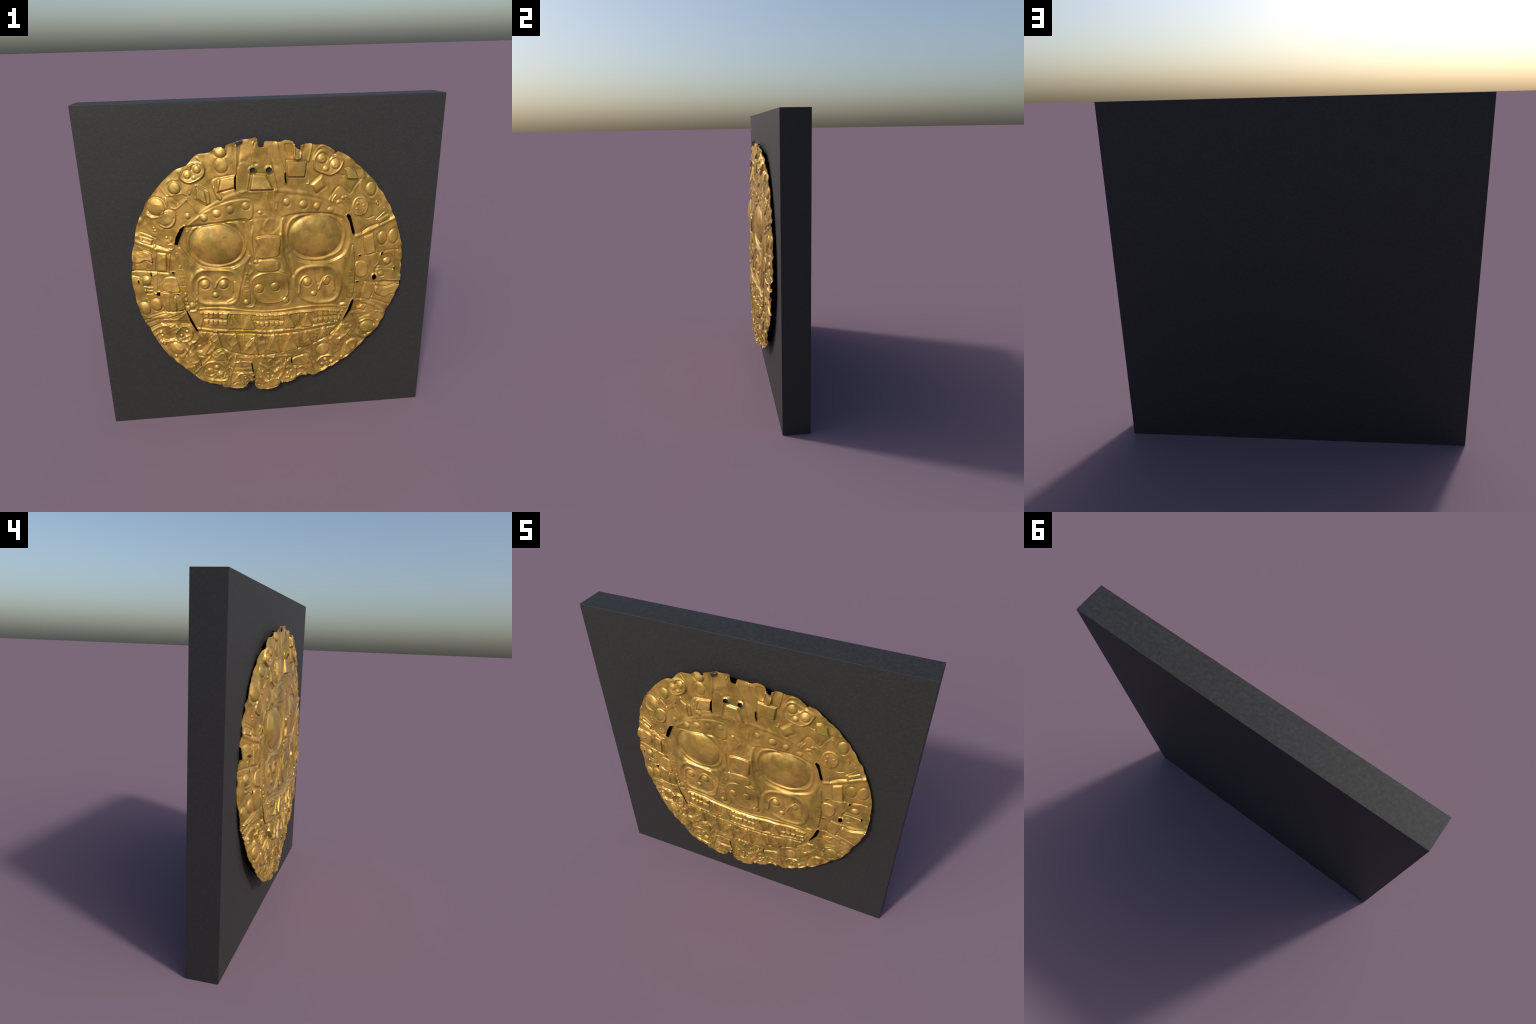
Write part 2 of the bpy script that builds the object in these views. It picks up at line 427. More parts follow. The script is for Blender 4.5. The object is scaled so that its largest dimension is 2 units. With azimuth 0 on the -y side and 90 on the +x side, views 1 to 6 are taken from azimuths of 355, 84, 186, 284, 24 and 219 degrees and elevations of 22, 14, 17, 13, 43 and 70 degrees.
def face_sides():
    ridge([(-530, 173), (-527, 101), (-522, 51), (-514, -10), (-500, -69)], 13, 5)
    ridge([(-518, 97), (-509, 47), (-500, -14), (-490, -62)], 9, 5)
    ridge([(-513, 205), (-488, 172), (-463, 139), (-434, 102)], 14, 5)
    ridge([(-463, 299), (-464, 242), (-458, 197), (-441, 148)], 16, 5)
    ridge([(-528, 81), (-507, 80)], 6, -3)
    ridge([(-527, 41), (-504, 40)], 6, -3)
    ridge([(-526, 17), (-502, 17)], 6, -3)
    ridge([(-525, -24), (-499, -24)], 6, -3)
    plateau([(476, 111), (488, 161), (501, 65), (506, -5), (495, -157), (457, -153), (467, -1)], 6, 6)
    ridge([(472, 5), (499, 5)], 6, -3)
    ridge([(474, -33), (500, -34)], 6, -3)
    ridge([(476, -79), (502, -80)], 6, -3)
    ridge([(477, -122), (504, -123)], 6, -3)
    bump(449, 18, 23, 92, -5, -6)
    bump(-459, 66, 19, 43, 20, -5)

def rim_top():

    # brow panel: vertical strips around a raised trapezoid
    ridge([(-171, 764), (-175, 696), (-180, 616)], 13, 6)
    ridge([(-142, 791), (-154, 718), (-167, 653)], 13, -4)
    ridge([(-68, 783), (-84, 750), (-97, 653)], 11, -5)
    ridge([(-80, 778), (-99, 653), (-121, 519)], 9, 5)
    ridge([(-26, 750), (-1, 706), (16, 648), (43, 516)], 13, 6)
    ridge([(47, 772), (58, 709), (86, 615)], 13, 5)
    plateau([(-88, 609), (-18, 603), (19, 526), (-107, 528)], 12, 14, smooth=False)
    plateau([(-162, 661), (-110, 659), (-124, 525), (-174, 527)], 2, 13)
    bump(-72, 666, 18, 12, -3, -5)
    bump(-88, 632, 28, 25, -3, 3)
    bump(-1, 630, 28, 25, -3, 3)

    # horizontal bars left and right of the panel
    plateau([(-284, 590), (-188, 606), (-191, 545), (-285, 523)], 10, 13, smooth=False)
    plateau([(-312, 571), (-267, 594), (-280, 526), (-260, 493), (-279, 481)], 5, 11)
    plateau([(100, 674), (208, 661), (196, 583), (104, 589)], 9, 8, smooth=False)

    # torn tabs of the upper edge
    plateau([(88, 762), (132, 754), (133, 694), (105, 707)], -7, 13)
    ridge([(144, 754), (136, 688)], 13, 6)
    plateau([(140, 740), (177, 738), (175, 683), (138, 685)], 10, 7)
    ridge([(189, 757), (176, 686)], 11, 6)
    ridge([(238, 756), (227, 700), (218, 666)], 11, 7)

    # domes on the left shoulder
    bump(-257, 736, 34, 30, -2, 11, part="boss")
    bump(-255, 663, 37, 39, -2, 6, flat=3)
    bump(-516, 549, 34, 34, 0, 9, flat=3, part="boss")
    bump(-623, 447, 50, 49, 1, 13, flat=2.6, part="boss")
    ridge([(-568, 491), (-566, 455), (-586, 416), (-615, 391), (-652, 384), (-673, 396)], 16, 6)
    plateau([(-596, 411), (-552, 426), (-521, 408), (-524, 365), (-542, 334), (-573, 323), (-608, 337), (-623, 360)], 6, 7)
    ridge([(-619, 356), (-584, 339), (-550, 350), (-532, 381)], 13, -4)
    plateau([(-400, 567), (-330, 524), (-327, 461), (-346, 449), (-405, 487)], 5, 8, smooth=False)
    plateau([(-394, 546), (-356, 527), (-344, 458), (-398, 492)], 6, 8, smooth=False)
    ridge([(-401, 558), (-409, 519), (-403, 484), (-346, 449)], 9, 4)
    ridge([(-386, 565), (-332, 525), (-330, 464)], 9, 5)
    plateau([(-555, 500), (-474, 514), (-449, 502), (-507, 458)], -5, 7, smooth=False)
    ridge([(-453, 481), (-426, 448), (-399, 408)], 9, 4)
    ridge([(-558, 506), (-508, 456)], 9, 4)
    ridge([(-539, 437), (-510, 437), (-453, 484)], 9, 3)
    ridge([(-302, 544), (-282, 486)], 14, 6)
    ridge([(-382, 707), (-358, 681), (-342, 650)], 13, 4)

    # right shoulder: diamonds, dome and collar, folded lines
    plateau([(428, 611), (456, 615), (488, 598), (505, 552), (441, 557)], 12, 8, smooth=False)
    plateau([(240, 534), (295, 579), (308, 523), (262, 493)], 7, 22, smooth=False)
    bump(584, 486, 31, 39, -4, 9, flat=3, part="boss")
    ridge([(523, 520), (526, 486), (550, 454), (593, 436)], 19, 5)
    ridge([(349, 465), (395, 517), (456, 470), (484, 508), (521, 548)], 13, -4)
    ridge([(497, 619), (526, 602), (543, 558)], 19, 5)
    ridge([(539, 604), (562, 566)], 16, -5)
    bump(396, 428, 14, 13, -4, 5)
    bump(420, 449, 13, 12, -4, 4)
    ridge([(349, 465), (340, 432)], 9, 3)
    ridge([(410, 433), (456, 376)], 13, 5)
    ridge([(642, 418), (664, 378)], 11, -4)

def rim_sides():

    # left: staff, box and feathered bars
    ridge([(-764, 245), (-695, 221), (-635, 201), (-572, 187)], 24, 9)
    ridge([(-723, 300), (-680, 284), (-642, 265)], 7, -5)
    ridge([(-642, 265), (-652, 217)], 11, 5)
    ridge([(-651, 230), (-607, 214)], 8, -6)
    plateau([(-732, 275), (-661, 255), (-670, 226), (-736, 246)], 6, 5, smooth=False)
    plateau([(-713, 268), (-671, 255), (-677, 236), (-718, 249)], -4, 4, smooth=False)
    plateau([(-789, 182), (-753, 175), (-714, 185), (-679, 170), (-674, 121), (-710, 135), (-759, 115), (-795, 131)], 11, 9)
    ridge([(-678, 172), (-667, 149), (-671, 113)], 9, 4)
    ridge([(-650, 198), (-657, 140), (-667, 80)], 17, 7)
    plateau([(-639, 176), (-592, 173), (-598, 69), (-653, 72)], 6, 8, smooth=False)
    ridge([(-591, 157), (-592, 74)], 8, -7)
    ridge([(-572, 166), (-586, 74)], 11, 6)
    ridge([(-802, 66), (-695, 65), (-589, 56)], 11, -8)
    ridge([(-723, 345), (-729, 301)], 8, -4)
    ridge([(-805, 37), (-762, 30)], 13, -5)
    bump(-644, 309, 9, 8, 1, 4)
    bump(-581, 269, 9, 8, 0, 4)
    bump(-649, 324, 9, 8, 1, 4)
    bump(-720, 6, 29, 29, 2, 10, flat=2.6, part="boss")
    ridge([(-750, 17), (-750, -10), (-723, -23), (-692, -8)], 9, 4)
    ridge([(-736, -27), (-714, -31), (-688, -28)], 9, -6)
    ridge([(-730, -47), (-716, -51), (-690, -49)], 9, -6)
    ridge([(-724, -70), (-718, -75), (-692, -72)], 9, -6)
    plateau([(-626, -3), (-604, 26), (-557, 29), (-541, 7), (-533, -62), (-593, -58), (-626, -44)], 6, 7)
    ridge([(-647, 57), (-651, 0), (-653, -55)], 13, -5)
    ridge([(-605, -54), (-572, -72)], 9, -5)

    # left below the slots
    bump(-748, -172, 37, 41, 3, 12, flat=2.4, part="boss")
    bump(-675, -145, 35, 38, 1, 12, flat=2.4, part="boss")
    plateau([(-644, -77), (-600, -66), (-566, -85), (-560, -177), (-606, -185), (-627, -175)], 10, 9)
    plateau([(-563, -96), (-531, -88), (-509, -147), (-515, -174), (-556, -173)], 8, 7)
    ridge([(-594, -94), (-593, -177)], 9, -4)
    ridge([(-567, -98), (-561, -163)], 8, -5)
    ridge([(-618, -98), (-613, -177)], 8, -3)
    bump(-499, -116, 12, 14, -1, 7)
    bump(-494, -139, 10, 11, -1, 7)
    bump(-495, -170, 18, 20, -2, 7)
    bump(-465, -153, 20, 22, -2, 7)
    bump(-498, -78, 12, 13, -1, 7)
    ridge([(-481, -191), (-449, -188), (-431, -162), (-438, -140)], 12, 6)
    ridge([(-504, -86), (-489, -143), (-484, -178)], 12, 4)
    ridge([(-626, -183), (-571, -185), (-511, -180)], 12, -6)
    ridge([(-761, -258), (-685, -220), (-623, -200)], 8, -7)
    plateau([(-742, -236), (-659, -199), (-610, -190), (-520, -190), (-606, -228), (-678, -236)], 6, 7)
    ridge([(-639, -244), (-568, -248), (-509, -204)], 16, 5)
    plateau([(-631, -248), (-576, -248), (-560, -252), (-497, -253), (-483, -281), (-531, -280), (-555, -293), (-598, -275), (-626, -275)], -8, 9)
    plateau([(-747, -279), (-671, -244), (-663, -262), (-729, -299)], 6, 5, smooth=False)
    ridge([(-729, -304), (-665, -269), (-641, -271)], 9, -5)
    ridge([(-719, -326), (-680, -299), (-634, -282), (-604, -295), (-574, -279), (-554, -300)], 12, 7)
    plateau([(-695, -323), (-636, -298), (-586, -320), (-578, -371), (-628, -390), (-675, -368)], -7, 12)
    bump(-667, -332, 11, 13, 2, 6)
    bump(-661, -358, 10, 11, 2, 6)
    bump(-651, -403, 17, 20, 1, 6)
    bump(-580, -335, 11, 13, 0, 6)

    # right: staff, box, ovals, ribbed bar
    ridge([(507, 216), (555, 230), (620, 258), (685, 285), (747, 312)], 22, 8)
    ridge([(539, 236), (577, 264), (624, 277)], 13, -8)
    plateau([(634, 303), (696, 334), (702, 313), (642, 281)], 6, 4, smooth=False)
    ridge([(645, 284), (674, 296), (704, 305)], 7, -6)
    ridge([(619, 309), (643, 328), (668, 351)], 7, -6)
    ridge([(538, 346), (565, 318), (604, 328)], 8, -5)
    ridge([(628, 306), (636, 273)], 9, 4)
    plateau([(556, 205), (608, 223), (627, 111), (571, 99)], 9, 7, smooth=False)
    bump(664, 192, 29, 40, -5, 9, flat=4, part="boss")
    bump(733, 197, 31, 44, -5, 8, flat=4, part="boss")
    ridge([(615, 216), (632, 121)], 8, -4)
    ridge([(565, 95), (598, 95), (631, 107), (660, 101)], 9, -5)
    ridge([(684, 111), (725, 114), (762, 110)], 9, -7)
    bump(702, 44, 27, 24, -5, 10, flat=2.4, part="boss")
    ridge([(677, 93), (712, 99), (744, 77)], 11, 4)
    ridge([(700, 8), (656, 21), (635, 1), (631, -27)], 9, -6)
    ridge([(655, 85), (651, 44), (629, 15)], 13, 4)
    plateau([(510, 50), (567, 49), (585, 16), (580, -19), (558, -41), (514, -32)], 6, 6)
    plateau([(639, -10), (664, -2), (746, -13), (786, -35), (789, -85), (689, -77), (644, -74)], 5, 8)
    bump(669, -31, 21, 16, -5, 5)
    ridge([(656, -50), (680, -49)], 8, -4)
    ridge([(641, -86), (707, -91), (780, -97)], 19, -8)
    ridge([(637, -75), (706, -81), (789, -81)], 9, 4)
    plateau([(640, -118), (692, -127), (767, -111), (788, -114), (763, -162), (736, -170), (695, -184), (639, -158)], 10, 8)
    plateau([(570, -78), (638, -95), (621, -151), (603, -200), (552, -195), (556, -144)], 7, 8, smooth=False)
    ridge([(625, -97), (612, -179)], 13, -5)
    ridge([(673, -106), (718, -114)], 9, 4)
    ridge([(520, -182), (618, -198), (723, -241)], 12, -8)
    ridge([(550, -203), (642, -242), (705, -290)], 19, 7)
    ridge([(646, -240), (681, -255), (718, -282)], 16, -7)
    plateau([(509, -210), (538, -199), (551, -217), (529, -246)], -6, 7)
    plateau([(531, -247), (556, -228), (590, -234), (570, -264)], 6, 5, smooth=False)
    ridge([(491, -281), (541, -270), (580, -277)], 16, 4)
    ridge([(653, -284), (697, -294)], 12, 4)
    bump(661, -341, 13, 9, -6, -5)

    # lower right: dome in a horseshoe, square, lumps
    bump(595, -387, 43, 40, -6, 13, flat=2.5, part="boss")
    ridge([(512, -297), (525, -336), (539, -366)], 17, -8)
    ridge([(494, -375), (522, -411), (554, -443), (585, -456), (618, -432), (644, -382)], 19, 8)
    ridge([(547, -390), (561, -425), (588, -442)], 12, -4)
    ridge([(547, -317), (581, -302), (602, -298)], 16, -5)
    ridge([(512, -288), (542, -282), (584, -282)], 12, 4)
    ridge([(553, -344), (595, -332), (635, -343)], 10, 4)
    ridge([(537, -456), (581, -475)], 23, -6)
    plateau([(358, -447), (409, -499), (495, -394), (472, -354), (434, -354)], 7, 7, smooth=False)
    bump(407, -423, 19, 19, -6, 6)
    bump(425, -448, 15, 14, -6, 5)
    bump(474, -391, 26, 19, -6, -6)
    bump(400, -433, 10, 9, -6, -4)
    bump(321, -523, 40, 45, -7, 14, flat=2.3, part="boss")
    plateau([(452, -557), (465, -500), (498, -468), (536, -475), (523, -536), (461, -580)], 11, 17)
    ridge([(417, -548), (429, -589), (459, -588)], 16, 4)
    bump(444, -215, 23, 14, -6, 6)
    bump(442, -224, 19, 10, -6, -4)

def rim_bottom():

    # lower left: dome under a collar, leaf, rods
    bump(-576, -443, 46, 40, -33, 13, flat=2.5, part="boss")
    ridge([(-639, -395), (-595, -384), (-556, -403), (-534, -428), (-518, -459)], 13, 8)
    ridge([(-552, -506), (-530, -480), (-511, -452), (-492, -410), (-463, -399)], 19, 8)
    ridge([(-527, -494), (-486, -433)], 8, -6)
    bump(-586, -494, 11, 14, 0, 6)
    plateau([(-511, -480), (-492, -464), (-454, -503), (-439, -561), (-482, -553), (-506, -523)], 11, 11)
    ridge([(-522, -543), (-508, -577), (-479, -572)], 19, 5)
    bump(-441, -439, 15, 18, -2, 6)
    ridge([(-414, -490), (-394, -451), (-372, -419)], 19, 9)
    ridge([(-380, -485), (-353, -443)], 18, 8)
    ridge([(-492, -634), (-447, -585), (-398, -527), (-368, -495)], 14, 7)
    ridge([(-450, -505), (-410, -509)], 12, 5)
    ridge([(-449, -374), (-432, -346), (-402, -385)], 23, 6)
    plateau([(-467, -401), (-419, -393), (-396, -422), (-431, -468), (-467, -453)], -6, 12)
    bump(-669, -396, 13, 15, 2, 6)
    ridge([(-343, -487), (-326, -469), (-301, -461)], 12, 5)
    plateau([(-359, -519), (-361, -481), (-311, -458), (-284, -490), (-280, -529), (-323, -531)], 9, 10)

    # chin tabs: pleats, cup and folded plate
    ridge([(-224, -512), (-241, -585), (-261, -652), (-272, -720)], 14, 8)
    ridge([(-232, -557), (-184, -556), (-135, -564)], 13, 7)
    ridge([(-235, -590), (-182, -599), (-132, -599)], 16, -4)
    ridge([(-241, -621), (-187, -630), (-133, -633)], 13, -6)
    ridge([(-224, -669), (-204, -644), (-166, -642), (-125, -660)], 16, 9)
    ridge([(-212, -522), (-138, -531)], 12, 4)
    ridge([(-51, -530), (-30, -556), (-10, -589)], 20, 9)
    ridge([(-73, -588), (-31, -618), (14, -653), (37, -694)], 18, 9)
    ridge([(19, -648), (40, -626)], 16, 7)
    ridge([(79, -604), (68, -663), (42, -697)], 23, 10)
    ridge([(149, -624), (151, -673), (140, -719)], 18, 8)
    ridge([(164, -645), (190, -633), (216, -649)], 12, 7)
    ridge([(162, -692), (190, -685), (216, -696)], 12, 7)
    plateau([(128, -570), (172, -554), (219, -549), (226, -611), (132, -612)], 8, 9)
    ridge([(223, -555), (243, -605), (261, -672)], 18, 9)
    ridge([(232, -565), (252, -631), (283, -697)], 16, 9)
    ridge([(-71, -523), (-5, -541), (62, -539), (113, -542)], 16, 6)
    ridge([(-104, -520), (-85, -589), (-109, -674)], 19, -5)
    ridge([(-71, -678), (-46, -713), (35, -702)], 16, 7)
    plateau([(-25, -722), (22, -713), (37, -739), (4, -758), (-21, -748)], 5, 10)
    ridge([(62, -551), (62, -619), (27, -644)], 10, 4)
    ridge([(-67, -528), (-77, -590), (-50, -705)], 9, -4)

# broad areas of the mask: the face inside its border, with nose and mouth
FACE_FIELD = curve([(-485, 337), (-345, 438), (-184, 509), (25, 524), (245, 485), (406, 407), (463, 301), (492, 188), (488, 0), (481, -166), (471, -275), (401, -379), (286, -465), (169, -501), (39, -523), (-83, -524), (-190, -506), (-287, -466), (-381, -403), (-452, -313), (-488, -150), (-517, -2), (-533, 168)], True, 5)
NOSE_FIELD = curve([(-110, 356), (62, 372), (67, 249), (79, 108), (119, -42), (112, -169), (70, -204), (-151, -187), (-182, -144), (-169, -18), (-128, 95)], True, 5)
MOUTH_FIELD = curve([(-435, -167), (-138, -201), (0, -213), (396, -212), (435, -287), (401, -363), (271, -455), (140, -494), (-83, -514), (-286, -451), (-394, -379), (-443, -290)], True, 5)
BROW_FIELDS = [curve([(-466, 327), (-398, 387), (-294, 443), (-192, 471), (-103, 467), (-93, 408), (-117, 359), (-248, 356), (-376, 338)], True, 5),
               curve([(62, 372), (76, 463), (179, 470), (298, 442), (393, 388), (428, 345), (326, 366), (193, 379)], True, 5)]


def rim_filler():
    """Crowded little chased curls, pellets and folds between the rim motifs."""
    rng = np.random.default_rng(21)
    made = 0
    for _ in range(2600):
        ang, r = rng.uniform(0, 2 * math.pi), rng.uniform(570, 760)
        x, z = r * math.cos(ang), r * math.sin(ang)
        chaos = 1.0 if z < -100 and x < 150 else 0.06
        if rng.random() > chaos:
            continue
        probe = [(x + 16 * math.cos(a), z + 16 * math.sin(a)) for a in np.linspace(0, 5.5, 7)] + [(x, z)]
        px, pz = np.array(probe).T
        if np.abs(field(RELIEF, px, pz)).max() > 2.0:
            continue
        size, turn = rng.uniform(9, 17), rng.uniform(0, 2 * math.pi)
        kind = rng.choice([1, 2, 2, 3, 3, 3])
        if kind == 0:
            bump(x, z, size * 0.7, size * 0.6, math.degrees(turn), rng.uniform(4, 7))
        elif kind == 1:
            arc = [(x + size * math.cos(turn + k), z + size * math.sin(turn + k)) for k in np.linspace(0, rng.uniform(2.2, 4.6), 6)]
            ridge(arc, 8, rng.uniform(4, 7))
        elif kind == 2:
            c, s = math.cos(turn) * size, math.sin(turn) * size
            plateau([(x - c, z - s), (x - s * 0.5, z + c * 0.5), (x + c, z + s), (x + s * 0.5, z - c * 0.5)],
                    rng.uniform(4, 7), 5, smooth=False)
        else:
            c, s = math.cos(turn) * size * 1.2, math.sin(turn) * size * 1.2
            ridge([(x - c, z - s), (x + s * 0.2, z - c * 0.2), (x + c, z + s)], 9, rng.choice([-6, -5, 5, 6]))
        made += 1
        if made >= 90:
            break


def value_noise(x, z, size, seed):
    """Smooth seeded lattice noise in -1..1."""
    r = np.random.default_rng(seed).uniform(-1, 1, (128, 128))
    u, v = x / size + 64, z / size + 64
    i, j = np.floor(u).astype(int) % 127, np.floor(v).astype(int) % 127
    fu, fv = smooth01(u - np.floor(u)), smooth01(v - np.floor(v))
    return ((r[i, j] * (1 - fu) + r[i + 1, j] * fu) * (1 - fv)
            + (r[i, j + 1] * (1 - fu) + r[i + 1, j + 1] * fu) * fv)


def sheet_curve(x, z):
    """Depth of the bare sheet (metres, y axis): bent back to left and right."""
    x, z = x / 1000, z / 1000
    across = -0.1128 + 0.031 * x + 0.057 * x ** 2 - 0.0725 * x ** 3 + 0.051 * x ** 4
    along = 0.009 * z * z + 0.0267 * z ** 3 + 0.0071 * z ** 4
    twist = -0.0084 * x * z + 0.0543 * x * x * z + 0.1103 * x * x * z * z - 0.02 * x * z * z
    y = np.minimum(across + along + twist, -0.046)
    # broad swellings of the beaten sheet
    for cx, cz, sx, sz, push in ((0.10, -0.16, 0.30, 0.30, -0.012), (0.0, 0.24, 0.14, 0.18, -0.013),
                                 (0.30, -0.66, 0.30, 0.15, 0.017), (-0.62, 0.50, 0.15, 0.22, -0.009)):
        y = y + push * np.exp(-((x - cx) / sx) ** 2 - ((z - cz) / sz) ** 2)
    return y


def field(items, x, z):
    h = np.zeros(x.shape)
    for (a, b, c, d), f in items:
        m = (x > a) & (x < b) & (z > c) & (z < d)
        if m.any():
            h[m] += f(x[m], z[m])
    return h


def build_sheet():
    n = int(830 / STEP)
    g = np.arange(-n, n + 1) * STEP
    X, Z = np.meshgrid(g, g, indexing="ij")
    x, z = X.ravel(), Z.ravel()
    rim = curve(OUTLINE, True, 2)
    s = signed(x, z, rim)
    for h in HOLES:
        a, b, c, d = box_of(h, 15)
        m = (x > a) & (x < b) & (z > c) & (z < d)
        s[m] = np.maximum(s[m], -signed(x[m], z[m], h))
    S = s.reshape(X.shape)
    gx, gz = np.gradient(S, STEP)
    gl = np.maximum(np.hypot(gx, gz), 1e-6)
    k = S < 0.5 * STEP
    cell = k[:-1, :-1] & k[1:, :-1] & k[1:, 1:] & k[:-1, 1:]
    near = np.abs(S) < 0.62 * STEP
    near |= (S > 0) & k
    X = X - np.where(near, S * gx / gl, 0)
    Z = Z - np.where(near, S * gz / gl, 0)

    ids = np.arange(X.size).reshape(X.shape)
    ci, cj = np.nonzero(cell)
    quads = np.stack([ids[ci, cj], ids[ci + 1, cj], ids[ci + 1, cj + 1], ids[ci, cj + 1]], 1)
    used = np.unique(quads)
    new = np.full(X.size, -1)
    new[used] = np.arange(len(used))
    quads = new[quads]
    x, z, s = X.ravel()[used], Z.ravel()[used], s[used]

    h = field(RELIEF, x, z)
    # soft limit, so that stacked motifs do not tower
    h = np.where(h > 26, 26 + (h - 26) * 0.5, h)
    # beaten, uneven metal
    h += 3.0 * value_noise(x, z, 75, 3) + 0.8 * value_noise(x, z, 30, 5) + 0.12 * value_noise(x, z, 11, 7)
    # crumpled creases, strongest along the battered lower and left border
    u, v = 0.8 * x + 0.6 * z, -0.6 * x + 0.8 * z
    crease = (1 - np.abs(value_noise(u, v * 0.55, 32, 13))) ** 4 + (1 - np.abs(value_noise(v, u * 0.5, 42, 17))) ** 4
    worn = smooth01((-z - 180) / 250) + 0.5 * smooth01((-x - 420) / 150)
    h += 3.4 * (crease - 0.7) * np.clip(worn, 0.08, 1)
    # ruffled outer edge
    d_edge = np.clip(-signed(x, z, rim) / 45, 0, 1)
    h += (1 - d_edge) ** 2 * 6.5 * value_noise(x, z, 30, 11)
    # lips pushed up round every piercing
    for p in HOLES:
        a, b, c, d = box_of(p, 14)
        m = (x > a) & (x < b) & (z > c) & (z < d)
        h[m] += 3.0 * np.clip(1 - dist_path(x[m], z[m], p, True) / 9, 0, 1) ** 2
    y = sheet_curve(x, z) - h / 1000
    over = np.maximum(-0.130 - y, 0)
    y = np.where(over > 0, -0.130 - 0.0098 * (1 - np.exp(-over / 0.0098)), y)
    return x, z, y, quads


def region_of(cx, cz):
    """Part name, running number and owner of every mesh cell."""
    name = np.full(cx.shape, "rim", dtype=object)
    key = np.zeros(cx.shape, int)
    face = inside(cx, cz, FACE_FIELD)
    name[face], key[face] = "face", 1
    for i, (label, poly) in enumerate([("mouth", MOUTH_FIELD), ("nose", NOSE_FIELD),
                                       ("brow", BROW_FIELDS[0]), ("brow", BROW_FIELDS[1])]):
        m = inside(cx, cz, poly)
        name[m], key[m] = label, 2 + i
    for i, (label, (a, b, c, d), test) in enumerate(REGIONS):
        m = (cx > a) & (cx < b) & (cz > c) & (cz < d)
        if m.any():
            q = np.nonzero(m)[0][test(cx[m], cz[m])]
            name[q], key[q] = label, 10 + i
    return name, key, face


# ------------------------------------------------------------------ materials
def new_material(name):
    m = bpy.data.materials.new(name)
    m.use_nodes = True
    nt = m.node_tree
    return m, nt, nt.nodes["Principled BSDF"]


def node(nt, kind, **kw):
    n = nt.nodes.new(kind)
    for k, v in kw.items():
        setattr(n, k, v)
    return n


def noise_tex(nt, vec, scale, detail, rough=0.5):
    n = node(nt, "ShaderNodeTexNoise")
    n.inputs["Scale"].default_value = scale
    n.inputs["Detail"].default_value = detail
    n.inputs["Roughness"].default_value = rough
    nt.links.new(vec, n.inputs["Vector"])
    return n.outputs["Fac"]


def ramp(nt, fac, stops):
    r = node(nt, "ShaderNodeValToRGB")
    el = r.color_ramp.elements
    while len(el) < len(stops):
        el.new(0.5)
    for e, (p, c) in zip(el, stops):
        e.position, e.color = p, (*c, 1)
    nt.links.new(fac, r.inputs["Fac"])
    return r.outputs["Color"]


def mix(nt, fac, a, b, mode="MIX"):
    m = node(nt, "ShaderNodeMix", data_type="RGBA", blend_type=mode)
    if isinstance(fac, (int, float)):
        m.inputs[0].default_value = fac
    else:
        nt.links.new(fac, m.inputs[0])
    nt.links.new(a, m.inputs[6])
    if isinstance(b, tuple):
        m.inputs[7].default_value = (*b, 1)
    else:
        nt.links.new(b, m.inputs[7])
    return m.outputs[2]


def mapped(nt, out, scale, rot=(0, 0, 0)):
    m = node(nt, "ShaderNodeMapping")
    m.inputs["Scale"].default_value = scale
    m.inputs["Rotation"].default_value = rot
    nt.links.new(out, m.inputs["Vector"])
    return m.outputs["Vector"]


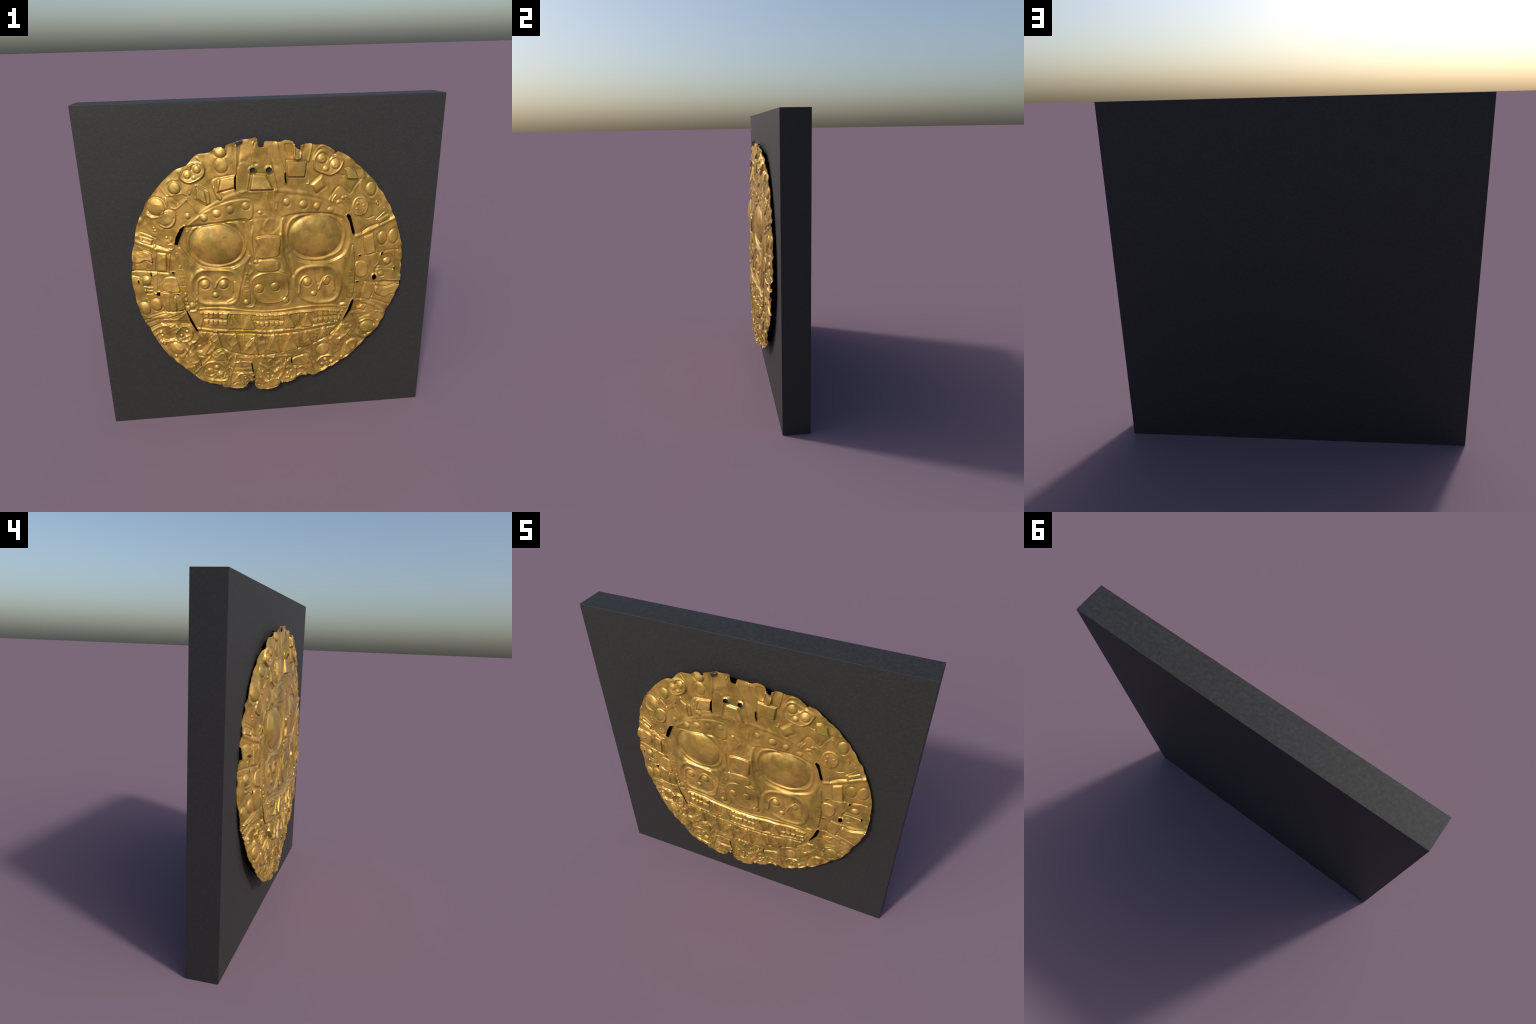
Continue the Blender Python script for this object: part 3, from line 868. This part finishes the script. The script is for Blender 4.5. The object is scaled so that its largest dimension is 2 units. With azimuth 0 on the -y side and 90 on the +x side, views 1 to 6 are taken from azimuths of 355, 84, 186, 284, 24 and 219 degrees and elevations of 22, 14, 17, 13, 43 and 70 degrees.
def gold_material():
    m, nt, bsdf = new_material("beaten_gold")
    obj = node(nt, "ShaderNodeTexCoord").outputs["Object"]
    # cloudy yellow; olive patches are reflections painted into the base colour
    warp = node(nt, "ShaderNodeTexNoise")
    warp.inputs["Scale"].default_value = 5
    nt.links.new(obj, warp.inputs["Vector"])
    bent = node(nt, "ShaderNodeVectorMath", operation="MULTIPLY_ADD")
    nt.links.new(warp.outputs["Color"], bent.inputs[0])
    bent.inputs[1].default_value = (0.16, 0.16, 0.16)
    nt.links.new(obj, bent.inputs[2])
    bent = bent.outputs["Vector"]
    base = ramp(nt, noise_tex(nt, mapped(nt, bent, (1.3, 1, 0.9)), 8, 4, 0.55),
                [(0.30, (0.37, 0.215, 0.034)), (0.48, (0.52, 0.31, 0.066)), (0.70, (0.60, 0.375, 0.086))])
    olive = ramp(nt, noise_tex(nt, mapped(nt, bent, (1.5, 1, 0.8)), 6.5, 3, 0.5),
                 [(0.48, (0, 0, 0)), (0.62, (1, 1, 1))])
    bw = node(nt, "ShaderNodeMath", operation="MULTIPLY")
    nt.links.new(olive, bw.inputs[0])
    bw.inputs[1].default_value = 0.75
    col = mix(nt, bw.outputs[0], base, (0.29, 0.205, 0.034))
    # burnishing strokes
    strokes = noise_tex(nt, mapped(nt, bent, (16, 16, 60), (0, 0.35, 0)), 2.2, 4, 0.6)
    col = mix(nt, 0.22, col, ramp(nt, strokes, [(0.35, (0.45, 0.45, 0.45)), (0.65, (1, 1, 1))]), "MULTIPLY")
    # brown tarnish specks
    spots = ramp(nt, noise_tex(nt, obj, 38, 5, 0.7), [(0.66, (0, 0, 0)), (0.76, (1, 1, 1))])
    sp = node(nt, "ShaderNodeMath", operation="MULTIPLY")
    nt.links.new(spots, sp.inputs[0])
    sp.inputs[1].default_value = 0.4
    col = mix(nt, sp.outputs[0], col, (0.20, 0.10, 0.035))
    # soft brown blotches scattered over the gold
    brown_blotch = ramp(nt, noise_tex(nt, mapped(nt, bent, (1.8, 1, 1.2)), 11, 2.5, 0.5), [(0.50, (0, 0, 0)), (0.70, (1, 1, 1))])
    st = node(nt, "ShaderNodeMath", operation="MULTIPLY")
    nt.links.new(brown_blotch, st.inputs[0])
    st.inputs[1].default_value = 0.55
    col = mix(nt, st.outputs[0], col, (0.20, 0.11, 0.02))
    nt.links.new(col, bsdf.inputs["Base Color"])
    bsdf.inputs["Metallic"].default_value = 0.6
    bsdf.inputs["Coat Weight"].default_value = 0.38
    bsdf.inputs["Coat Roughness"].default_value = 0.11
    rr = node(nt, "ShaderNodeMapRange")
    nt.links.new(strokes, rr.inputs["Value"])
    rr.inputs["To Min"].default_value = 0.42
    rr.inputs["To Max"].default_value = 0.54
    nt.links.new(rr.outputs["Result"], bsdf.inputs["Roughness"])
    b = node(nt, "ShaderNodeBump")
    b.inputs["Strength"].default_value = 0.12
    b.inputs["Distance"].default_value = 0.002
    nt.links.new(noise_tex(nt, mapped(nt, obj, (10, 10, 40), (0, 0.35, 0)), 4, 4, 0.6), b.inputs["Height"])
    nt.links.new(b.outputs["Normal"], bsdf.inputs["Normal"])
    return m


def cloth_material():
    m, nt, bsdf = new_material("charcoal_cloth")
    obj = node(nt, "ShaderNodeTexCoord").outputs["Object"]
    # two crossing thread directions on every face
    warp = noise_tex(nt, mapped(nt, obj, (60, 60, 620)), 1, 2)
    weft = noise_tex(nt, mapped(nt, obj, (620, 620, 60)), 1, 2)
    fine = noise_tex(nt, obj, 260, 3, 0.7)
    a = node(nt, "ShaderNodeMath", operation="ADD")
    nt.links.new(warp, a.inputs[0]); nt.links.new(weft, a.inputs[1])
    b = node(nt, "ShaderNodeMath", operation="MULTIPLY_ADD")
    nt.links.new(fine, b.inputs[0])
    b.inputs[1].default_value = 1.0
    nt.links.new(a.outputs[0], b.inputs[2])
    c = node(nt, "ShaderNodeMath", operation="DIVIDE")
    nt.links.new(b.outputs[0], c.inputs[0]); c.inputs[1].default_value = 3
    col = ramp(nt, c.outputs[0], [(0.36, (0.006, 0.0058, 0.0056)), (0.50, (0.0155, 0.015, 0.0146)), (0.66, (0.036, 0.036, 0.034))])
    nt.links.new(col, bsdf.inputs["Base Color"])
    bsdf.inputs["Roughness"].default_value = 0.62
    bp = node(nt, "ShaderNodeBump")
    bp.inputs["Strength"].default_value = 0.2
    bp.inputs["Distance"].default_value = 0.001
    nt.links.new(c.outputs[0], bp.inputs["Height"])
    nt.links.new(bp.outputs["Normal"], bsdf.inputs["Normal"])
    return m


def steel_material():
    m, nt, bsdf = new_material("dark_steel")
    obj = node(nt, "ShaderNodeTexCoord").outputs["Object"]
    nt.links.new(ramp(nt, noise_tex(nt, obj, 60, 3), [(0.3, (0.02, 0.022, 0.035)), (0.8, (0.10, 0.11, 0.16))]),
                 bsdf.inputs["Base Color"])
    bsdf.inputs["Metallic"].default_value = 0.6
    bsdf.inputs["Roughness"].default_value = 0.25
    return m


# ------------------------------------------------------------------ assembly
def mesh_object(name, verts, faces, material, parent, normals=None):
    me = bpy.data.meshes.new(name)
    me.from_pydata(verts, [], faces)
    me.materials.append(material)
    if normals is not None:
        me.polygons.foreach_set("use_smooth", np.ones(len(me.polygons), bool))
        me.update()
        me.normals_split_custom_set_from_vertices(normals)
    me.update()
    ob = bpy.data.objects.new(name, me)
    bpy.context.collection.objects.link(ob)
    ob.parent = parent
    return ob


def quad_mesh(name, co, quads, normals, material, parent):
    me = bpy.data.meshes.new(name)
    used = np.unique(quads)
    new = np.full(len(co), -1)
    new[used] = np.arange(len(used))
    q = new[quads].astype(np.int32)
    me.vertices.add(len(used))
    me.vertices.foreach_set("co", co[used].astype(np.float32).ravel())
    me.loops.add(q.size)
    me.loops.foreach_set("vertex_index", q.ravel())
    me.polygons.add(len(q))
    me.polygons.foreach_set("loop_start", np.arange(0, q.size, 4, dtype=np.int32))
    me.polygons.foreach_set("use_smooth", np.ones(len(q), bool))
    me.update(calc_edges=True)
    me.validate()
    me.materials.append(material)
    me.normals_split_custom_set_from_vertices(normals[used].astype(np.float32))
    ob = bpy.data.objects.new(name, me)
    bpy.context.collection.objects.link(ob)
    ob.parent = parent
    return ob


def vertex_normals(co, quads):
    a = co[quads[:, 2]] - co[quads[:, 0]]
    b = co[quads[:, 3]] - co[quads[:, 1]]
    f = np.cross(a, b)
    n = np.zeros_like(co)
    for k in range(4):
        for j in range(3):
            n[:, j] += np.bincount(quads[:, k], f[:, j], len(co))
    return n / np.maximum(np.linalg.norm(n, axis=1), 1e-12)[:, None]


def build_mask(root, gold):
    x, z, y, quads = build_sheet()
    nv = len(x)
    front = np.stack([x / 1000 + CENTRE_X, y, z / 1000 + CENTRE_Z], 1)
    # quads turn so that the front looks towards -y
    nf = vertex_normals(front, quads)
    if nf[:, 1].mean() > 0:
        quads = quads[:, ::-1]
        nf = -nf
    back = front - nf * THICK * np.array([0.4, 1, 0.4])
    # rim walls along edges that belong to one cell only
    e = np.concatenate([quads[:, [k, (k + 1) % 4]] for k in range(4)])
    owner = np.tile(np.arange(len(quads)), 4)
    lo, hi = e.min(1), e.max(1)
    _, inv, cnt = np.unique(lo.astype(np.int64) * nv + hi, return_inverse=True, return_counts=True)
    rimmed = cnt[inv] == 1
    a, b, wo = e[rimmed, 0], e[rimmed, 1], owner[rimmed]
    co = np.concatenate([front, back, front, back])
    walls = np.stack([b + 2 * nv, a + 2 * nv, a + 3 * nv, b + 3 * nv], 1)
    nw = vertex_normals(co, walls)
    normals = np.concatenate([nf, -nf, nw[2 * nv:3 * nv], nw[3 * nv:]])
    allq = np.concatenate([quads, quads[:, ::-1] + nv, walls])
    cell_of = np.concatenate([np.arange(len(quads))] * 2 + [wo])

    name, key, face = region_of(x[quads].mean(1), z[quads].mean(1))
    objs = {}
    for label, k in [("rim", 0), ("face", 1)]:
        objs[label] = quad_mesh(label, co, allq[(key == k)[cell_of]], normals, gold, root)
    done = {0, 1}
    order = [k for k in np.unique(key) if k not in done]
    for k in order:
        cells = key == k
        label = name[np.argmax(cells)]
        if cells.sum() < 6:
            continue
        owner_part = objs["face"] if face[cells].mean() > 0.5 else objs["rim"]
        quad_mesh(label, co, allq[cells[cell_of]], normals, gold, owner_part)


def block(name, x0, x1, y0, y1, z0, z1, material, parent, bevel=0.0):
    v = [(x, y, z) for x in (x0, x1) for y in (y0, y1) for z in (z0, z1)]
    f = [(0, 1, 3, 2), (4, 6, 7, 5), (0, 4, 5, 1), (2, 3, 7, 6), (0, 2, 6, 4), (1, 5, 7, 3)]
    ob = mesh_object(name, v, f, material, parent)
    if bevel:
        md = ob.modifiers.new("edge", "BEVEL")
        md.width, md.segments = bevel, 2
    return ob


def pin(name, x, z, y0, y1, r, material, parent):
    n = 20
    ring = [(math.cos(2 * math.pi * i / n) * r, math.sin(2 * math.pi * i / n) * r) for i in range(n)]
    v = [(x + c, y, z + s) for y in (y0, y1) for c, s in ring]
    f = [(i, (i + 1) % n, n + (i + 1) % n, n + i) for i in range(n)] + [tuple(range(n))[::-1], tuple(range(n, 2 * n))]
    return mesh_object(name, v, f, material, parent)


def main():
    pierced_openings()
    eyes()
    brow()
    nose()
    mouth()
    small_faces()
    face_sides()
    rim_top()
    rim_sides()
    rim_bottom()
    rim_filler()

    root = bpy.data.objects.new("mounted_sun_mask", None)
    bpy.context.collection.objects.link(root)
    root["label"] = "round beaten gold sun mask mounted on a square charcoal board"
    root["category"] = "mask"

    gold, cloth, steel = gold_material(), cloth_material(), steel_material()
    block("backing_board", -1.0, 1.0, -0.0385, 0.1400, 0.0, 1.981, cloth, root, bevel=0.0015)
    build_mask(root, gold)
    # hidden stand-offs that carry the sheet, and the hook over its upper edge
    for px, pz in ((-0.34, 1.42), (0.36, 1.42), (-0.34, 0.60), (0.36, 0.60)):
        pin("mounting_pin", px, pz, -0.074, -0.036, 0.008, steel, root)
    hook(root, steel)
    shadow_black = gap_shadow_plate(root)
    backing_patches(root, shadow_black, cloth)


def hook(root, steel):
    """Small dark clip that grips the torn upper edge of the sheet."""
    x, z = CENTRE_X - 0.157, CENTRE_Z + 0.779
    y = float(sheet_curve(np.array([-157.0]), np.array([775.0]))[0])
    prof = [(-0.021, 0.003), (-0.014, 0.009), (0.0, 0.013), (0.018, 0.014), (0.019, 0.004), (0.004, -0.008), (-0.012, -0.017), (-0.017, -0.002)]
    n = len(prof)
    v = [(x + a, d, z + b) for d in (y - 0.002, y - 0.010) for a, b in prof]
    f = [tuple(range(n)), tuple(range(n, 2 * n))[::-1]]
    f += [((i + 1) % n, i, n + i, n + (i + 1) % n) for i in range(n)]
    clip = mesh_object("mounting_clip", v, f, steel, root)
    md = clip.modifiers.new("edge", "BEVEL")
    md.width, md.segments = 0.003, 3
    clip.data.polygons.foreach_set("use_smooth", [True] * len(clip.data.polygons))
    pin("clip_stem", x, z - 0.012, y + 0.003, -0.038, 0.004, steel, clip)


def backing_patches(root, shadow_black, cloth):
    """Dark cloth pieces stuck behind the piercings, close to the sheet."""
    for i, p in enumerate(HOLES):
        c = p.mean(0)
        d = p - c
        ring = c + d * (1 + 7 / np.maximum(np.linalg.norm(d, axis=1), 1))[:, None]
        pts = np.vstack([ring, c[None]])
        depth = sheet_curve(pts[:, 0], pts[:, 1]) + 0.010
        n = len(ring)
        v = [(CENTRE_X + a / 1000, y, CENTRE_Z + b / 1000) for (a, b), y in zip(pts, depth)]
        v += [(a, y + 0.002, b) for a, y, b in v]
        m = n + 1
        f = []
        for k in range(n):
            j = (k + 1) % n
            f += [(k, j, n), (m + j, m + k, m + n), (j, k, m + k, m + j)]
        mesh_object("backing_patch", v, f, cloth if i < 2 else shadow_black, root)


def gap_shadow_plate(root):
    """Black plate on the board, modelling the deep shadow behind the mask."""
    m, nt, bsdf = new_material("black_gap_shadow")
    obj = node(nt, "ShaderNodeTexCoord").outputs["Object"]
    nt.links.new(ramp(nt, noise_tex(nt, obj, 300, 3), [(0.3, (0.001, 0.001, 0.001)), (0.7, (0.004, 0.004, 0.004))]),
                 bsdf.inputs["Base Color"])
    bsdf.inputs["Roughness"].default_value = 1.0
    bsdf.inputs["Specular IOR Level"].default_value = 0.0
    ring = curve(OUTLINE, True, 1) * 0.00096
    ring = np.stack([np.convolve(np.r_[c[-3:], c, c[:3]], np.ones(7) / 7, "valid") for c in ring.T], 1)
    n = len(ring)
    v = [(CENTRE_X + a, y, CENTRE_Z + b) for y in (-0.0380, -0.0400) for a, b in ring]
    f = [tuple(range(n)), tuple(range(n, 2 * n))[::-1]]
    f += [((i + 1) % n, i, n + i, n + (i + 1) % n) for i in range(n)]
    ob = mesh_object("gap_shadow_plate", v, f, m, root)
    import bmesh
    bm = bmesh.new()
    bm.from_mesh(ob.data)
    bmesh.ops.recalc_face_normals(bm, faces=bm.faces)
    bm.to_mesh(ob.data)
    bm.free()
    return m


main()
